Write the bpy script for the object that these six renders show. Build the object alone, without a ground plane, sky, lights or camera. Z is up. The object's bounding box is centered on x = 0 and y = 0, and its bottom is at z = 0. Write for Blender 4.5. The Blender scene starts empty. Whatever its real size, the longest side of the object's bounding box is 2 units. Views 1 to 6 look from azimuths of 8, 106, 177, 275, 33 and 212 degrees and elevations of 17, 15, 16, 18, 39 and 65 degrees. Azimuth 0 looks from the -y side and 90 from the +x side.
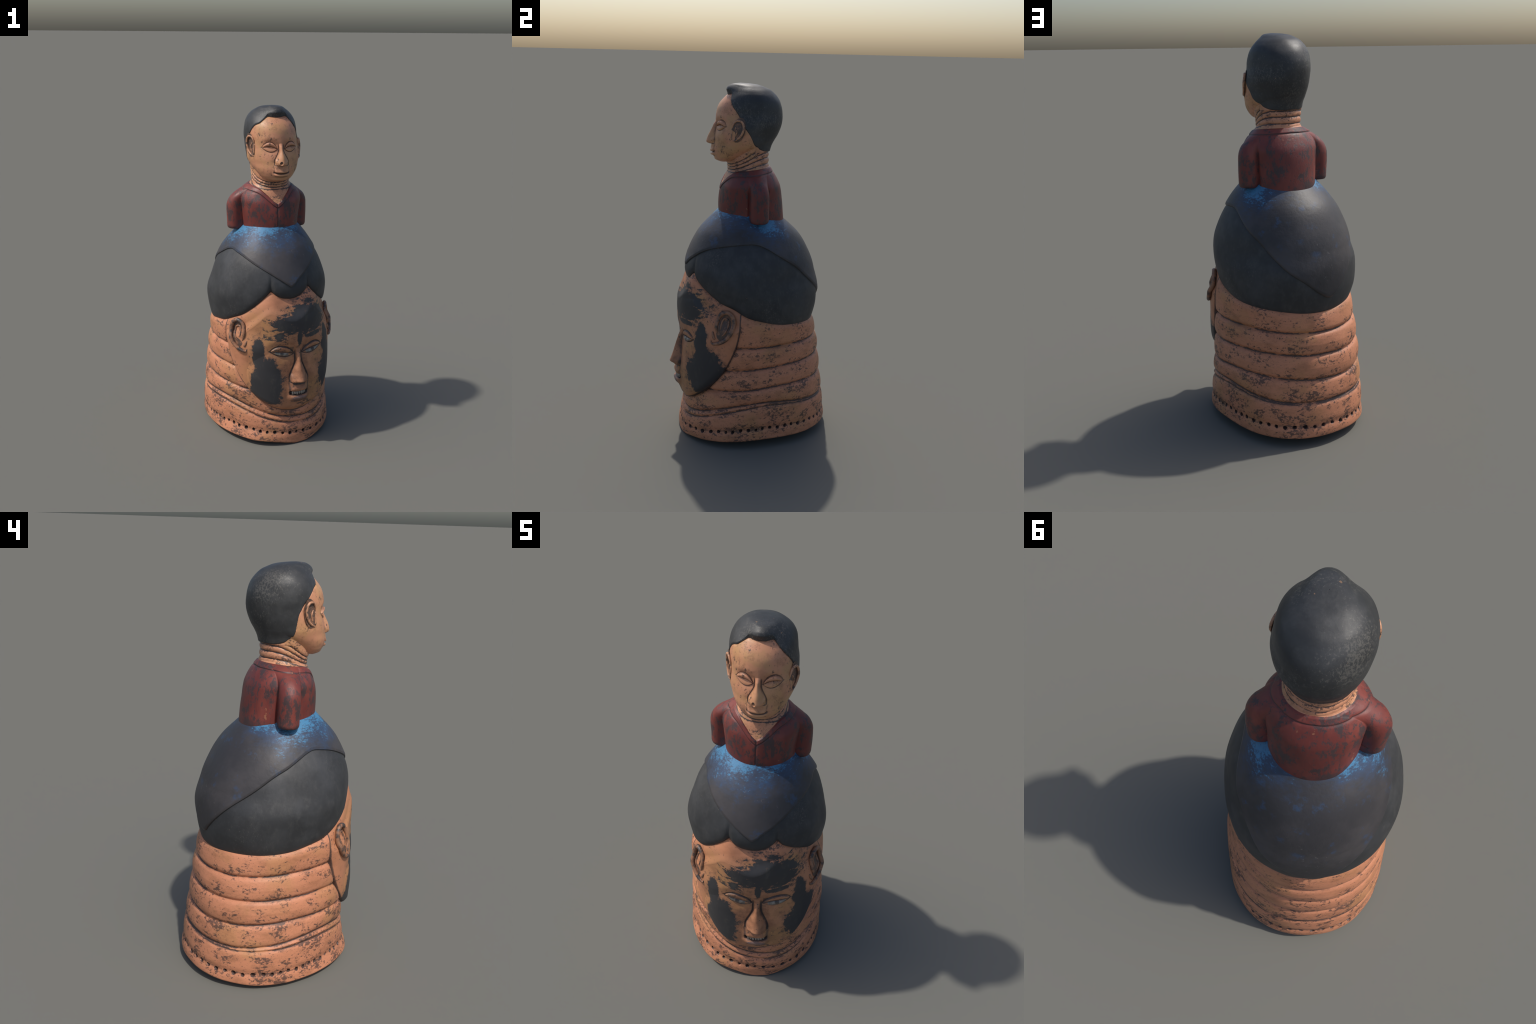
# Carved and painted wooden helmet mask: ringed neck, wide face, black hair under a
# pointed blue-black head cloth, and on top the bust of a small figure.
import bpy, math
import numpy as np

rad = math.radians

# ------------------------------------------------------------------ helpers
def spline(x, pts, periodic=False):
    """Smooth (Hermite) curve through control points."""
    p = sorted(pts)
    xs = np.array([q[0] for q in p], float); ys = np.array([q[1] for q in p], float)
    if periodic:
        xs = np.r_[xs[-2:] - 360, xs, xs[:2] + 360]; ys = np.r_[ys[-2:], ys, ys[:2]]
    h = np.diff(xs); d = np.diff(ys) / h
    m = np.r_[d[0], (d[:-1] * h[1:] + d[1:] * h[:-1]) / (h[1:] + h[:-1]), d[-1]]
    flat = np.r_[False, d[:-1] * d[1:] <= 0, False]
    m = np.where(flat, m * 0.35, m)
    x = np.clip(x, xs[0], xs[-1])
    i = np.clip(np.searchsorted(xs, x) - 1, 0, len(h) - 1)
    t = (x - xs[i]) / h[i]
    return ((2*t**3 - 3*t**2 + 1) * ys[i] + (t**3 - 2*t**2 + t) * h[i] * m[i]
            + (-2*t**3 + 3*t**2) * ys[i+1] + (t**3 - t**2) * h[i] * m[i+1])

def table(fn, lo, hi, n=3000):
    """Fast lookup of a one-dimensional function."""
    g = np.linspace(lo, hi, n); v = fn(g)
    return lambda x: np.interp(x, g, v)

class NP:
    """numpy side of the shape functions that the materials share."""
    abs = staticmethod(np.abs); exp = staticmethod(np.exp); max = staticmethod(np.maximum); min = staticmethod(np.minimum)
    sqrt = staticmethod(lambda x: np.sqrt(np.maximum(x, 0)))
    sin = staticmethod(np.sin); cos = staticmethod(np.cos); atan2 = staticmethod(np.arctan2)
    pow = staticmethod(lambda a, b: np.maximum(a, 0) ** b)
    floor = staticmethod(np.floor)
    @staticmethod
    def smooth(a, b, x):
        t = np.clip((x - a) / (b - a), 0, 1)
        return t * t * (3 - 2 * t)

def gauss(M, d, w):
    q = d / w
    return M.exp(q * q * -1.0)

_rng = np.random.default_rng(11)
_waves = [(_rng.normal(size=3), _rng.uniform(0, 6.28)) for _ in range(28)]
def lumps(P, scale, first=0, n=14):
    """Soft carved unevenness, about -1..1."""
    o = 0
    for k, ph in _waves[first:first + n]:
        o = o + np.sin((P @ (k * scale)) + ph)
    return o / math.sqrt(n)

# ------------------------------------------------------------------ shared shape functions
NECK_GROOVES = [
    (0.592, 0.0143, -0.0036, -0.0035, -0.006, 0, 0),
    (0.4649, -0.0026, -0.002, -0.0069, -0.0084, 0, 0),
    (0.3434, -0.0049, 0.0004, -0.0142, -0.0094, 0, 0),
    (0.230, -0.0133, 0.0034, -0.0328, -0.0104, -0.0127, -0.0042),
    (0.2074, -0.0287, 0.0078, -0.0308, -0.0113, -0.0124, -0.0055),
]
RIM = (0.0993, -0.0084, 0.0103, -0.0081, -0.0069, -0.0053, -0.0029)
BOTTOM = (0.0313, -0.0087, 0.0095, -0.0022, -0.0044, -0.0048, -0.0033)
HOLES = 56

def ring(M, c, s, k):
    """Height of a ring line around the neck; c, s: cosine and sine of the azimuth."""
    c2 = c*c - s*s; s2 = 2*(c*s)
    r = c*k[1] + s*k[2] + c2*k[3] + s2*k[4] + k[0]
    if k[5] or k[6]:
        r = r + (c2*c - s2*s)*k[5] + (s2*c + c2*s)*k[6]
    return r

def hole_distance(M, az, z, zr):
    """Distance (metres) from the nearest hole of the row; az in radians."""
    w = az + M.sin(az*5.0 + 1.0)*0.012 + M.sin(az*13.0)*0.007
    u = w * (HOLES / (2*math.pi))
    du = (u - M.floor(u) - 0.5) * (2*math.pi/HOLES*0.40)
    dz = z - zr + 0.004 - M.sin(az*17.0)*0.003
    return M.sqrt(du*du + dz*dz) + M.sin(az*29.0)*0.0010 + M.sin(az*47.0)*0.0007

def face_outline(M, az_deg, z):
    """Signed distance (metres) inside the outline of the big face."""
    below = M.max((z * -1.0 + 0.72) / 0.505, 0.0)
    f = M.pow(M.abs(az_deg) / 65.0, 1.72) + M.pow(below, 1.72) - 1.0
    return f * (-1 / 3.8)

MASK = dict(cx=0.017, ex=0.097, ez=0.603, L=0.072, tilt=0.010, lo=0.022, li=0.006, fo=0.042, socket=0.016, lid=0.012,
            zbr=0.625, ztip=0.443, zbot=0.416, wb=0.017, ww=0.054, nh=0.056,
            mw=0.056, zlow=0.297, mh=0.026, zm=0.346, mo=0.013, slit=0.020, lw=0.0032, brow=0.080, smile=0.004)
BUST = dict(cx=0.011, ex=0.062, ez=1.771, L=0.041, tilt=0.003, lo=0.021, li=0.011, fo=0.036, socket=0.013, lid=0.015,
            zbr=1.800, ztip=1.700, zbot=1.677, wb=0.013, ww=0.039, nh=0.039,
            mw=0.044, zlow=1.612, mh=0.014, zm=1.631, mo=0.0035, slit=0.008, lw=0.0020, brow=0.055, smile=0.005)

def eye_parts(M, sx, z, q):
    e = (sx - q['ex']) / q['L']
    c = M.max(e*e*-1.0 + 1.0, 0.0)
    up = z - q['ez'] - e*q['tilt']
    return e, c, up

def nose_half_width(M, z, q):
    return M.smooth(q['zbr'] - 0.36*(q['zbr']-q['ztip']), q['ztip'] - 0.004, z) * (q['ww'] - q['wb']) + q['wb']

def face_lines(M, X, z, q, wide=1.0):
    """0..1: how near a point is to a carved line of the face."""
    lw = q['lw'] * wide
    sx = M.abs(X)
    e, c, up = eye_parts(M, sx, z, q)
    on = M.smooth(1.25, 0.95, M.abs(e))
    eye = M.max(M.max(gauss(M, up + c*q['lo'], lw), gauss(M, up - c*q['li'], lw*0.8)), gauss(M, up - M.pow(c, 0.8)*q['fo'], lw*1.4)) * on
    w = nose_half_width(M, z, q)
    along = M.smooth(q['zbr'] + 0.005, q['zbr'] - 0.2*(q['zbr']-q['ztip']), z) * M.smooth(q['zbot']-0.006, q['zbot']+0.004, z)
    nose = gauss(M, sx - w - lw*0.8, lw*1.5) * along
    under = gauss(M, z - q['zbot'], lw*1.3) * M.smooth(q['ww']*1.15, q['ww']*0.9, sx)
    zc = z - X*X*(q['smile']/q['mw']**2)
    mid = q['zm']*0.6 + q['zbot']*0.4
    bow = (z - mid)*(z - mid)*(0.10*q['mw']/(q['zbot'] - mid)**2)
    side = gauss(M, sx - q['mw']*0.92 - bow - lw, lw*2.0) * M.smooth(q['zbot']+0.01, q['zbot']-0.005, z) * M.smooth(q['zm'] - 0.012, q['zm'] + 0.008, z) * 0.62
    mouth = M.smooth(q['mo'] + lw*1.5, q['mo']*0.7, M.abs(zc - q['zm'])) * M.smooth(q['mw']*1.18, q['mw'], sx)
    low = gauss(M, zc - q['zlow'] + 0.002, lw*1.6) * M.smooth(q['mw']*1.1, q['mw']*0.8, sx) * 0.8
    return M.min(M.max(M.max(M.max(eye, nose), M.max(under, side)), M.max(mouth, low)), 1.0)

def face_relief(X, z, q):
    """Outward displacement of nose, eyes, lips and their carved lines."""
    M = NP; sx = np.abs(X); L = q['L']
    e, c, up = eye_parts(M, sx, z, q)
    d = -q['socket'] * np.exp(-((sx - q['ex']*0.86) / (1.15*L))**2 - ((up - 0.3*q['fo']) / (1.15*q['fo']))**2)
    # brow ridge
    d += 0.22*q['socket'] * np.exp(-((sx - q['ex']) / (1.3*L))**2) * gauss(M, z - q['ez'] - q['brow'] + 0.25*L*e*e, 0.3*q['brow'])
    # eyelid and eyeball
    f = np.maximum(c, 1e-6) ** 0.8 * q['fo']
    t = np.clip((up - c*q['li']) / np.maximum(f - c*q['li'], 1e-5), 0, 1)
    d += q['lid'] * np.sqrt(4*t*(1-t)) * np.sqrt(c)
    t = np.clip((up + c*q['lo']) / np.maximum(c*(q['lo']+q['li']), 1e-5), 0, 1)
    d += 0.55*q['lid'] * np.sqrt(4*t*(1-t)) * np.sqrt(c)
    # nose
    w = nose_half_width(M, z, q)
    s = np.clip((q['zbr'] - z) / (q['zbr'] - q['ztip']), 0, 1)
    h = q['nh'] * (0.20*np.minimum(s*5, 1) + 0.80*s**1.2) * M.smooth(q['zbot'] - 0.003, q['ztip'] - 0.2*(q['ztip']-q['zbot']), z)**0.6
    prof = np.maximum(1 - (sx / w)**2, 0) ** 0.75
    bulb = np.maximum(1 - ((sx - 0.62*q['ww']) / (0.42*q['ww']))**2 - ((z - q['ztip'] + 0.002) / (0.19*(q['zbr']-q['ztip'])))**2, 0)**0.8
    core = np.maximum(1 - (sx / (w*0.86))**2, 0) ** 0.85
    tip = M.smooth(0.55, 0.95, s)
    nose = h * (prof*(1-tip) + core*tip)
    wing = bulb * q['nh'] * 0.48 * M.smooth(q['zbot'] - 0.004, q['zbot'] + 0.004, z)
    kk = 0.25*q['nh']; hh = np.clip(0.5 + 0.5*(nose - wing)/kk, 0, 1)
    nose = np.where((wing > 0) & (nose >= 0), wing*(1-hh) + nose*hh + kk*hh*(1-hh)*np.minimum(1, 6*np.minimum(wing, nose)/q['nh']), nose)
    d = np.maximum(d, -1) + nose
    # muzzle with two lips
    span = q['zbot'] - q['zlow']
    zc = z - X*X*(q['smile']/q['mw']**2)
    m = M.smooth(q['mw'] + 0.20*span, q['mw'] - 0.22*span, sx) * M.smooth(q['zlow'] - 0.22*span, q['zlow'] + 0.16*span, z) * M.smooth(q['zbot'] + 0.25*span, q['zbot'] - 0.05*span, z)
    curve = np.sqrt(np.maximum(1 - 0.55*(sx / (q['mw']*1.1))**2, 0))
    lips = 0.35*gauss(M, zc - q['zm'] - q['mo'] - 0.13*span, 0.12*span) + 0.36*gauss(M, zc - q['zm'] + q['mo'] + 0.12*span, 0.11*span)
    d = d + q['mh'] * m * (0.62*curve + lips)
    slit = M.smooth(q['mo']*1.25, q['mo']*0.6, np.abs(zc - q['zm'])) * M.smooth(q['mw']*1.10, q['mw']*0.85, sx)
    d -= q['slit'] * slit
    fine = face_lines(M, X, z, dict(q, mo=q['mo']*0.5), 0.8)
    return d - 0.0035 * fine * (q['lw'] / 0.003)

# ------------------------------------------------------------------ section stacks
def stack(pts, p):
    """pts: rows of z, cx, cy, half width, half depth of a rounded section."""
    z0, z1 = pts[0][0], pts[-1][0]
    fs = [table(lambda g, i=i: spline(g, [(r[0], r[i]) for r in pts]), z0, z1) for i in range(1, 5)]
    power = p if callable(p) else (lambda z: p)
    def value(x, y, z):
        return np.abs((x - fs[0](z)) / fs[2](z))**power(z) + np.abs((y - fs[1](z)) / fs[3](z))**power(z)
    def radius(az, z, ox=0.0, oy=0.0, far=0.6):
        """Distance from the axis (ox, oy) to the section along azimuth az (radians)."""
        s, c = np.sin(az), -np.cos(az)
        cx, cy, a, b = (f(z) for f in fs); p = power(z)
        lo = np.zeros_like(az); hi = np.full_like(az, far)
        for _ in range(22):
            m = 0.5*(lo + hi)
            inside = np.abs((ox + m*s - cx)/a)**p + np.abs((oy + m*c - cy)/b)**p < 1
            lo = np.where(inside, m, lo); hi = np.where(inside, hi, m)
        return 0.5*(lo + hi)
    return value, radius

NECK_STACK = stack([(-.05, .003, .003, .374, .440), (0, .003, .004, .375, .438), (.03, .003, .006, .375, .435), (.15, .003, .013, .375, .415), (.3, .002, .010, .366, .400),
                    (.45, -.004, 0, .350, .395), (.6, -.003, -.02, .343, .391), (.72, 0, -.044, .347, .384), (1.05, 0, -.05, .347, .34)], 2.2)
HAIR_STACK = stack([(.58, 0, -.006, .300, .33), (.68, 0, -.006, .330, .358), (.78, -.003, .003, .350, .369), (.88, -.002, -.003, .361, .369), (.98, 0, -.026, .339, .371),
                    (1.08, -.003, -.029, .309, .338), (1.18, -.003, -.030, .257, .277), (1.26, -.002, -.040, .199, .198), (1.33, 0, -.045, .13, .13)], 2.1)
FACE_FRONT = [(.18, -.40), (.22, -.415), (.25, -.430), (.28, -.437), (.35, -.440), (.42, -.436), (.5, -.428), (.6, -.428), (.65, -.434), (.7, -.437),
              (.75, -.438), (.8, -.437), (.84, -.429), (.87, -.418), (.90, -.400), (.93, -.386), (1.0, -.36)]
FACE_WIDE = [(.18, .30), (.25, .30), (.4, .312), (.5, .325), (.6, .335), (.75, .345), (1.0, .345)]
FACE_STACK = stack([(z, .015, -.03, float(spline(np.array([z]), FACE_WIDE)[0]), -.03 - f) for z, f in FACE_FRONT], table(lambda g: spline(g, [(.1, 2.6), (.45, 2.6), (.6, 2.38), (.75, 2.1), (.9, 2.0), (1.1, 2.0)]), .1, 1.1))

# hair line of the big head: height over azimuth, three lobes on the forehead
hair_edge = table(lambda a: spline(a, [(-180, .670), (-150, .684), (-124, .690), (-104, .703), (-83, .729), (-70, .747), (-56, .787), (-47.6, .812), (-38, .857),
    (-30.6, .899), (-25, .937), (-20.4, .966), (-16.5, .949), (-12, .932), (-6, .922), (-1.5, .920), (4, .928), (9.5, .948), (13, .966), (16, .978), (20, .952), (26, .920), (33, .888),
    (40, .862), (47, .838), (58, .812), (70, .768), (85, .740), (102, .716), (122, .702), (142, .689), (156, .678)], True), -181, 181)
# lower border of the head cloth: four points, front, back and both sides
cloth_edge = table(lambda a: spline(a, [(-177, .744), (-170, .784), (-161, .843), (-151, .905), (-132, .997), (-114, 1.076), (-103, 1.108), (-91, 1.142), (-82, 1.163), (-73, 1.173),
    (-64, 1.168), (-54, 1.157), (-37, 1.12), (-22, 1.076), (-11, 1.033), (-5.5, 1.008), (-2.7, .996), (0, 1.006), (4.8, 1.032), (12, 1.062), (20, 1.094), (28, 1.118), (42, 1.142), (60, 1.158), (74, 1.162),
    (82, 1.156), (93, 1.132), (101, 1.106), (110, 1.074), (122, 1.03), (136, .957), (148, .892), (160, .838), (172, .776)], True), -181, 181)

def bottom_edge(az):
    dip = 0.021*np.exp(-((np.degrees(az) - 6)/14)**2)
    return np.maximum(ring(NP, np.cos(az), np.sin(az), BOTTOM) + 0.003 - dip, 0.0)

def hair_lip(deg):
    """How far the rounded lower edge of the hair curls in."""
    return 0.004 + 0.008*NP.smooth(120, 60, np.abs(deg))

def hair_swell(deg, z):
    right = 0.013*np.exp(-((deg + 72)/24)**2) * np.exp(-((z - .94)/.09)**2) - 0.006*np.exp(-((deg + 32)/18)**2) * np.exp(-((z - 1.0)/.09)**2)
    back = 0.003*np.exp(-(((deg % 360) - 172)/30)**2) * np.exp(-((z - .88)/.09)**2)
    left = -0.017*np.exp(-((deg - 106)/26)**2) * np.exp(-((z - .91)/.09)**2) + 0.004*np.exp(-((deg - 112)/24)**2) * np.exp(-((z - 1.07)/.06)**2)
    front = np.exp(-(deg/38)**2) * (0.007*np.exp(-((z - 1.20)/.05)**2) - 0.007*np.exp(-((z - 1.0)/.06)**2))
    return right + back + left + front
_g = np.linspace(-181, 181, 2400)
_hb = HAIR_STACK[1](np.radians(_g), hair_edge(_g)) + hair_swell(_g, hair_edge(_g)) - hair_lip(_g)
_k = np.exp(-np.linspace(-2.5, 2.5, 161)**2); _k /= _k.sum()       # about 10 degrees wide
_soft = lambda v: np.convolve(np.r_[v[-81:-1], v, v[1:81]], _k, 'valid')
_se, _sb = _soft(hair_edge(_g)), _soft(_hb)
soft_edge = lambda deg: np.interp(deg, _g, _se)
soft_border = lambda deg: np.interp(deg, _g, _sb)

def skin_radius(az, z):
    c, s = np.cos(az), np.sin(az); deg = np.degrees(az)
    Rn = NECK_STACK[1](az, z)
    df = face_outline(NP, deg, z)
    # neck rings
    cut = np.zeros_like(z)
    for i, k in enumerate(NECK_GROOVES):
        d = np.abs(z - ring(NP, c, s, k))
        cut = np.maximum(cut, (1, 1, 1, 0.8, 0.55)[i] * (0.0075*np.exp(-(d/0.010)**2) + 0.0140*np.exp(-np.sqrt(d*d + 0.004**2) / (0.027 if i < 3 else 0.015))))
    zr = ring(NP, c, s, RIM)
    front_swell = (0.022*np.exp(-((deg - 17)/27)**2) - 0.011*np.exp(-((deg + 45)/24)**2)) * NP.smooth(.02, .10, z)*NP.smooth(.34, .22, z)
    side_swell = 0.015*np.exp(-((deg - 74)/26)**2) * NP.smooth(.22, .36, z)*NP.smooth(.72, .58, z)
    back_swell = np.exp(-(((deg % 360) - 180)/42)**2) * 0.002
    low_zone = NP.smooth(.0, .08, z)*NP.smooth(.36, .24, z)
    flank = (-0.010*np.exp(-((deg - 102)/28)**2) - 0.008*np.exp(-((deg + 66)/26)**2)) * low_zone
    Rn = Rn + front_swell + side_swell + back_swell + flank
    neck = Rn + 0.004 - cut - 0.007*np.exp(-((z - zr)/0.020)**2)
    neck -= 0.020 * NP.smooth(0.0092, 0.0055, hole_distance(NP, az, z, zr))
    neck -= 0.008*np.exp(-(df/0.010)**2) * NP.smooth(-.05, 0, -np.abs(df)*0 - 0.0)
    lower = z - bottom_edge(az)
    neck -= 0.010 * (1 - np.sqrt(1 - (1 - np.clip(lower/0.012, 0, 1))**2))
    # face
    Rf = FACE_STACK[1](az, z)
    temple = NP.smooth(.60, .74, z) * np.exp(-((np.abs(deg) - 34)/20)**2)
    cheek = 0.009*np.exp(-((deg + 36)/13)**2) * np.exp(-((z - .45)/.08)**2)
    cheek = cheek + 0.010*np.exp(-((deg - 15)/9)**2) * np.exp(-((z - .45)/.07)**2)
    Rf = Rf - 0.018*temple + cheek
    Rf = np.maximum(Rf, Rn + 0.007 + 0.004*NP.smooth(0, 0.05, df) - 0.032*temple)
    X = Rf*s - MASK['cx']
    front = NP.smooth(66, 40, np.abs(deg))
    Rf = Rf + face_relief(X, z, MASK) * front
    q = np.clip(df/0.036, 0, 1)
    low = np.maximum(np.minimum(Rn - 0.004, Rf), 0)
    face = low + (Rf - low) * np.sqrt(1 - (1 - q)**2)
    out = np.where(df > 0, face, neck)
    # the skin dives under the hair
    d = np.maximum(soft_edge(deg) - z, 0)
    lim = soft_border(deg) + 0.002
    frontal = NP.smooth(46, 10, np.abs(deg - 2))
    nape = NP.smooth(58, 70, np.abs(deg))
    lim = lim + (0.016 + 0.048*frontal + 0.018*nape)*(1 - np.exp(-d/(0.035 + 0.052*frontal))) + 0.6*NP.smooth(0.06, 0.45, d)
    k = 0.012 + 0.020*NP.smooth(66, 50, np.abs(deg))
    h = np.clip(0.5 + 0.5*(lim - out)/k, 0, 1)
    return lim*(1-h) + out*h - 0.8*k*h*(1-h)

def cloth_hair_radius(az, z):
    deg = np.degrees(az)
    R = HAIR_STACK[1](az, z) + hair_swell(deg, z) - 0.003*NP.smooth(.9, 1.1, z)
    d = np.maximum(z - hair_edge(deg), 0)
    R = R - hair_lip(deg)*(1 - np.sqrt(1 - (1 - np.clip(d/0.042, 0, 1))**2))
    for a in (-20.4, 16.0):
        R = R - 0.011*np.exp(-np.abs((deg - a)*0.0065/0.014)**1.5) * np.exp(-(d/0.065)**2)
    mid = NP.smooth(11, 5, np.abs(deg + 2.2)*0.62) * NP.smooth(.13, .0, d)
    R = R + 0.002*mid
    e = z - cloth_edge(deg)
    slope = 0.75
    R = R + 0.0055*NP.smooth(-0.003, 0.012, e*slope) - 0.0045*np.exp(-np.maximum(-e*slope, 0)/0.030)*(e < 0) + 0.002*np.exp(-(np.maximum(e, 0)*slope/0.012))*(e > 0)
    return R

# ------------------------------------------------------------------ mesh building
def grid_normals(V, wrap):
    du = (np.roll(V, -1, 1) - np.roll(V, 1, 1)) if wrap else np.gradient(V, axis=1)
    dv = np.gradient(V, axis=0)
    n = np.cross(du, dv)
    return n / np.maximum(np.linalg.norm(n, axis=-1, keepdims=True), 1e-12)

def make_mesh(name, V, F, normals=None):
    me = bpy.data.meshes.new(name)
    me.vertices.add(len(V)); me.vertices.foreach_set('co', np.ascontiguousarray(V, np.float32).ravel())
    n = F.shape[1]
    me.loops.add(len(F)*n); me.loops.foreach_set('vertex_index', np.ascontiguousarray(F, np.int32).ravel())
    me.polygons.add(len(F)); me.polygons.foreach_set('loop_start', np.arange(0, len(F)*n, n, dtype=np.int32))
    me.update(calc_edges=True); me.validate()
    me.polygons.foreach_set('use_smooth', np.ones(len(me.polygons), bool))
    if normals is not None:
        me.normals_split_custom_set_from_vertices(np.ascontiguousarray(normals, np.float32).tolist())
    return me

def make_object(name, me, mat, parent, rot=0.0):
    ob = bpy.data.objects.new(name, me); bpy.context.collection.objects.link(ob)
    ob.parent = parent; ob.rotation_euler = (0, 0, rot)
    if mat: me.materials.append(mat)
    return ob

def grid_faces(nr, nc, wrap=True):
    r = np.arange(nr - 1)[:, None]; c = np.arange(nc if wrap else nc - 1)[None, :]
    c1 = (c + 1) % nc
    return np.stack([r*nc + c, r*nc + c1, (r+1)*nc + c1, (r+1)*nc + c], -1)

def split_regions(V, labels, names, wrap=True, extra_cap=None):
    """Cut one grid surface into meshes by face label; borders coincide, normals are the whole surface's."""
    nr, nc = V.shape[:2]
    F = grid_faces(nr, nc, wrap).reshape(-1, 4); N = grid_normals(V, wrap).reshape(-1, 3); P = V.reshape(-1, 3)
    out = {}
    for k, nm in names.items():
        f = F[labels.reshape(-1) == k]
        used, inv = np.unique(f, return_inverse=True)
        out[nm] = make_mesh(nm, P[used], inv.reshape(-1, 4), N[used])
    return out

def snap(G, fn, steps=2):
    """Slide grid parameters (two arrays) onto the zero line of fn so that region borders run smoothly."""
    A, B = G
    dA = np.gradient(A, axis=1); dB = np.gradient(B, axis=0)
    g = fn(A, B)
    gi = np.gradient(g, axis=0); gj = np.gradient(g, axis=1)
    n2 = gi*gi + gj*gj + 1e-12
    si, sj = -g*gi/n2, -g*gj/n2
    near = (np.abs(si) < 0.5) & (np.abs(sj) < 0.5) & (np.hypot(si, sj) < 0.55)
    return np.where(near, A + sj*dA, A), np.where(near, B + si*dB, B), np.where(near, 0.0, g)

def face_mean(g):
    return 0.25*(g[:-1] + g[1:] + np.roll(g, -1, 1)[:-1] + np.roll(g, -1, 1)[1:])

def tube(path, radii, n=14, flat=1.0, close=True):
    """Round bar along a path (points, radii); returns vertices and quads. Ends are tapered shut."""
    P = np.asarray(path, float); r = np.asarray(radii, float)
    T = np.gradient(P, axis=0); T /= np.linalg.norm(T, axis=1, keepdims=True)
    up = np.array([0.13, 0.21, 0.97]); V = []
    a = np.linspace(0, 2*np.pi, n, endpoint=False)
    ref = np.cross(T[0], up); ref /= np.linalg.norm(ref)
    for p, t, q in zip(P, T, r):
        ref = ref - t*(ref @ t); ref /= np.linalg.norm(ref)
        b = np.cross(t, ref)
        V.append(p + q*(np.cos(a)[:, None]*ref + np.sin(a)[:, None]*b))
    V = np.array(V)
    return V.reshape(-1, 3), grid_faces(len(P), n).reshape(-1, 4)

def join(parts):
    V, F, o = [], [], 0
    for v, f in parts:
        V.append(v); F.append(f + o); o += len(v)
    return np.concatenate(V), np.concatenate(F)

def path_through(pts, n):
    """Smooth path through control rows of any width."""
    pts = np.asarray(pts, float); t = np.r_[0, np.cumsum(np.linalg.norm(np.diff(pts[:, :2], axis=0), axis=1))]
    s = np.linspace(0, t[-1], n)
    return np.stack([spline(s, list(zip(t, pts[:, i]))) for i in range(pts.shape[1])], -1)

# ------------------------------------------------------------------ node expressions
class Expr:
    """A number in a shader; arithmetic builds Math nodes."""
    def __init__(self, nt, sock): self.nt, self.s = nt, sock
    def _m(self, op, *a):
        n = self.nt.nodes.new('ShaderNodeMath'); n.operation = op
        for i, v in enumerate(a):
            if isinstance(v, Expr): self.nt.links.new(v.s, n.inputs[i])
            else: n.inputs[i].default_value = float(v)
        return Expr(self.nt, n.outputs[0])
    def __add__(s, o): return s._m('ADD', s, o)
    __radd__ = __add__
    def __sub__(s, o): return s._m('SUBTRACT', s, o)
    def __rsub__(s, o): return s._m('SUBTRACT', o, s)
    def __mul__(s, o): return s._m('MULTIPLY', s, o)
    __rmul__ = __mul__
    def __truediv__(s, o): return s._m('DIVIDE', s, o)
    def __neg__(s): return s*-1.0

class SH:
    """Shader side of the shape functions."""
    abs = staticmethod(lambda x: x._m('ABSOLUTE', x)); exp = staticmethod(lambda x: x._m('EXPONENT', x))
    sin = staticmethod(lambda x: x._m('SINE', x)); cos = staticmethod(lambda x: x._m('COSINE', x)); sqrt = staticmethod(lambda x: x._m('SQRT', x))
    floor = staticmethod(lambda x: x._m('FLOOR', x)); atan2 = staticmethod(lambda a, b: a._m('ARCTAN2', a, b))
    max = staticmethod(lambda a, b: a._m('MAXIMUM', a, b)); min = staticmethod(lambda a, b: a._m('MINIMUM', a, b))
    pow = staticmethod(lambda a, b: a._m('POWER', a, b))
    @staticmethod
    def smooth(a, b, x):
        n = x.nt.nodes.new('ShaderNodeMapRange'); n.interpolation_type = 'SMOOTHSTEP'; n.clamp = True
        x.nt.links.new(x.s, n.inputs['Value'])
        lo, hi, f, t = (a, b, 0.0, 1.0) if a < b else (b, a, 1.0, 0.0)
        n.inputs['From Min'].default_value = lo; n.inputs['From Max'].default_value = hi
        n.inputs['To Min'].default_value = f; n.inputs['To Max'].default_value = t
        return Expr(x.nt, n.outputs['Result'])

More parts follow.
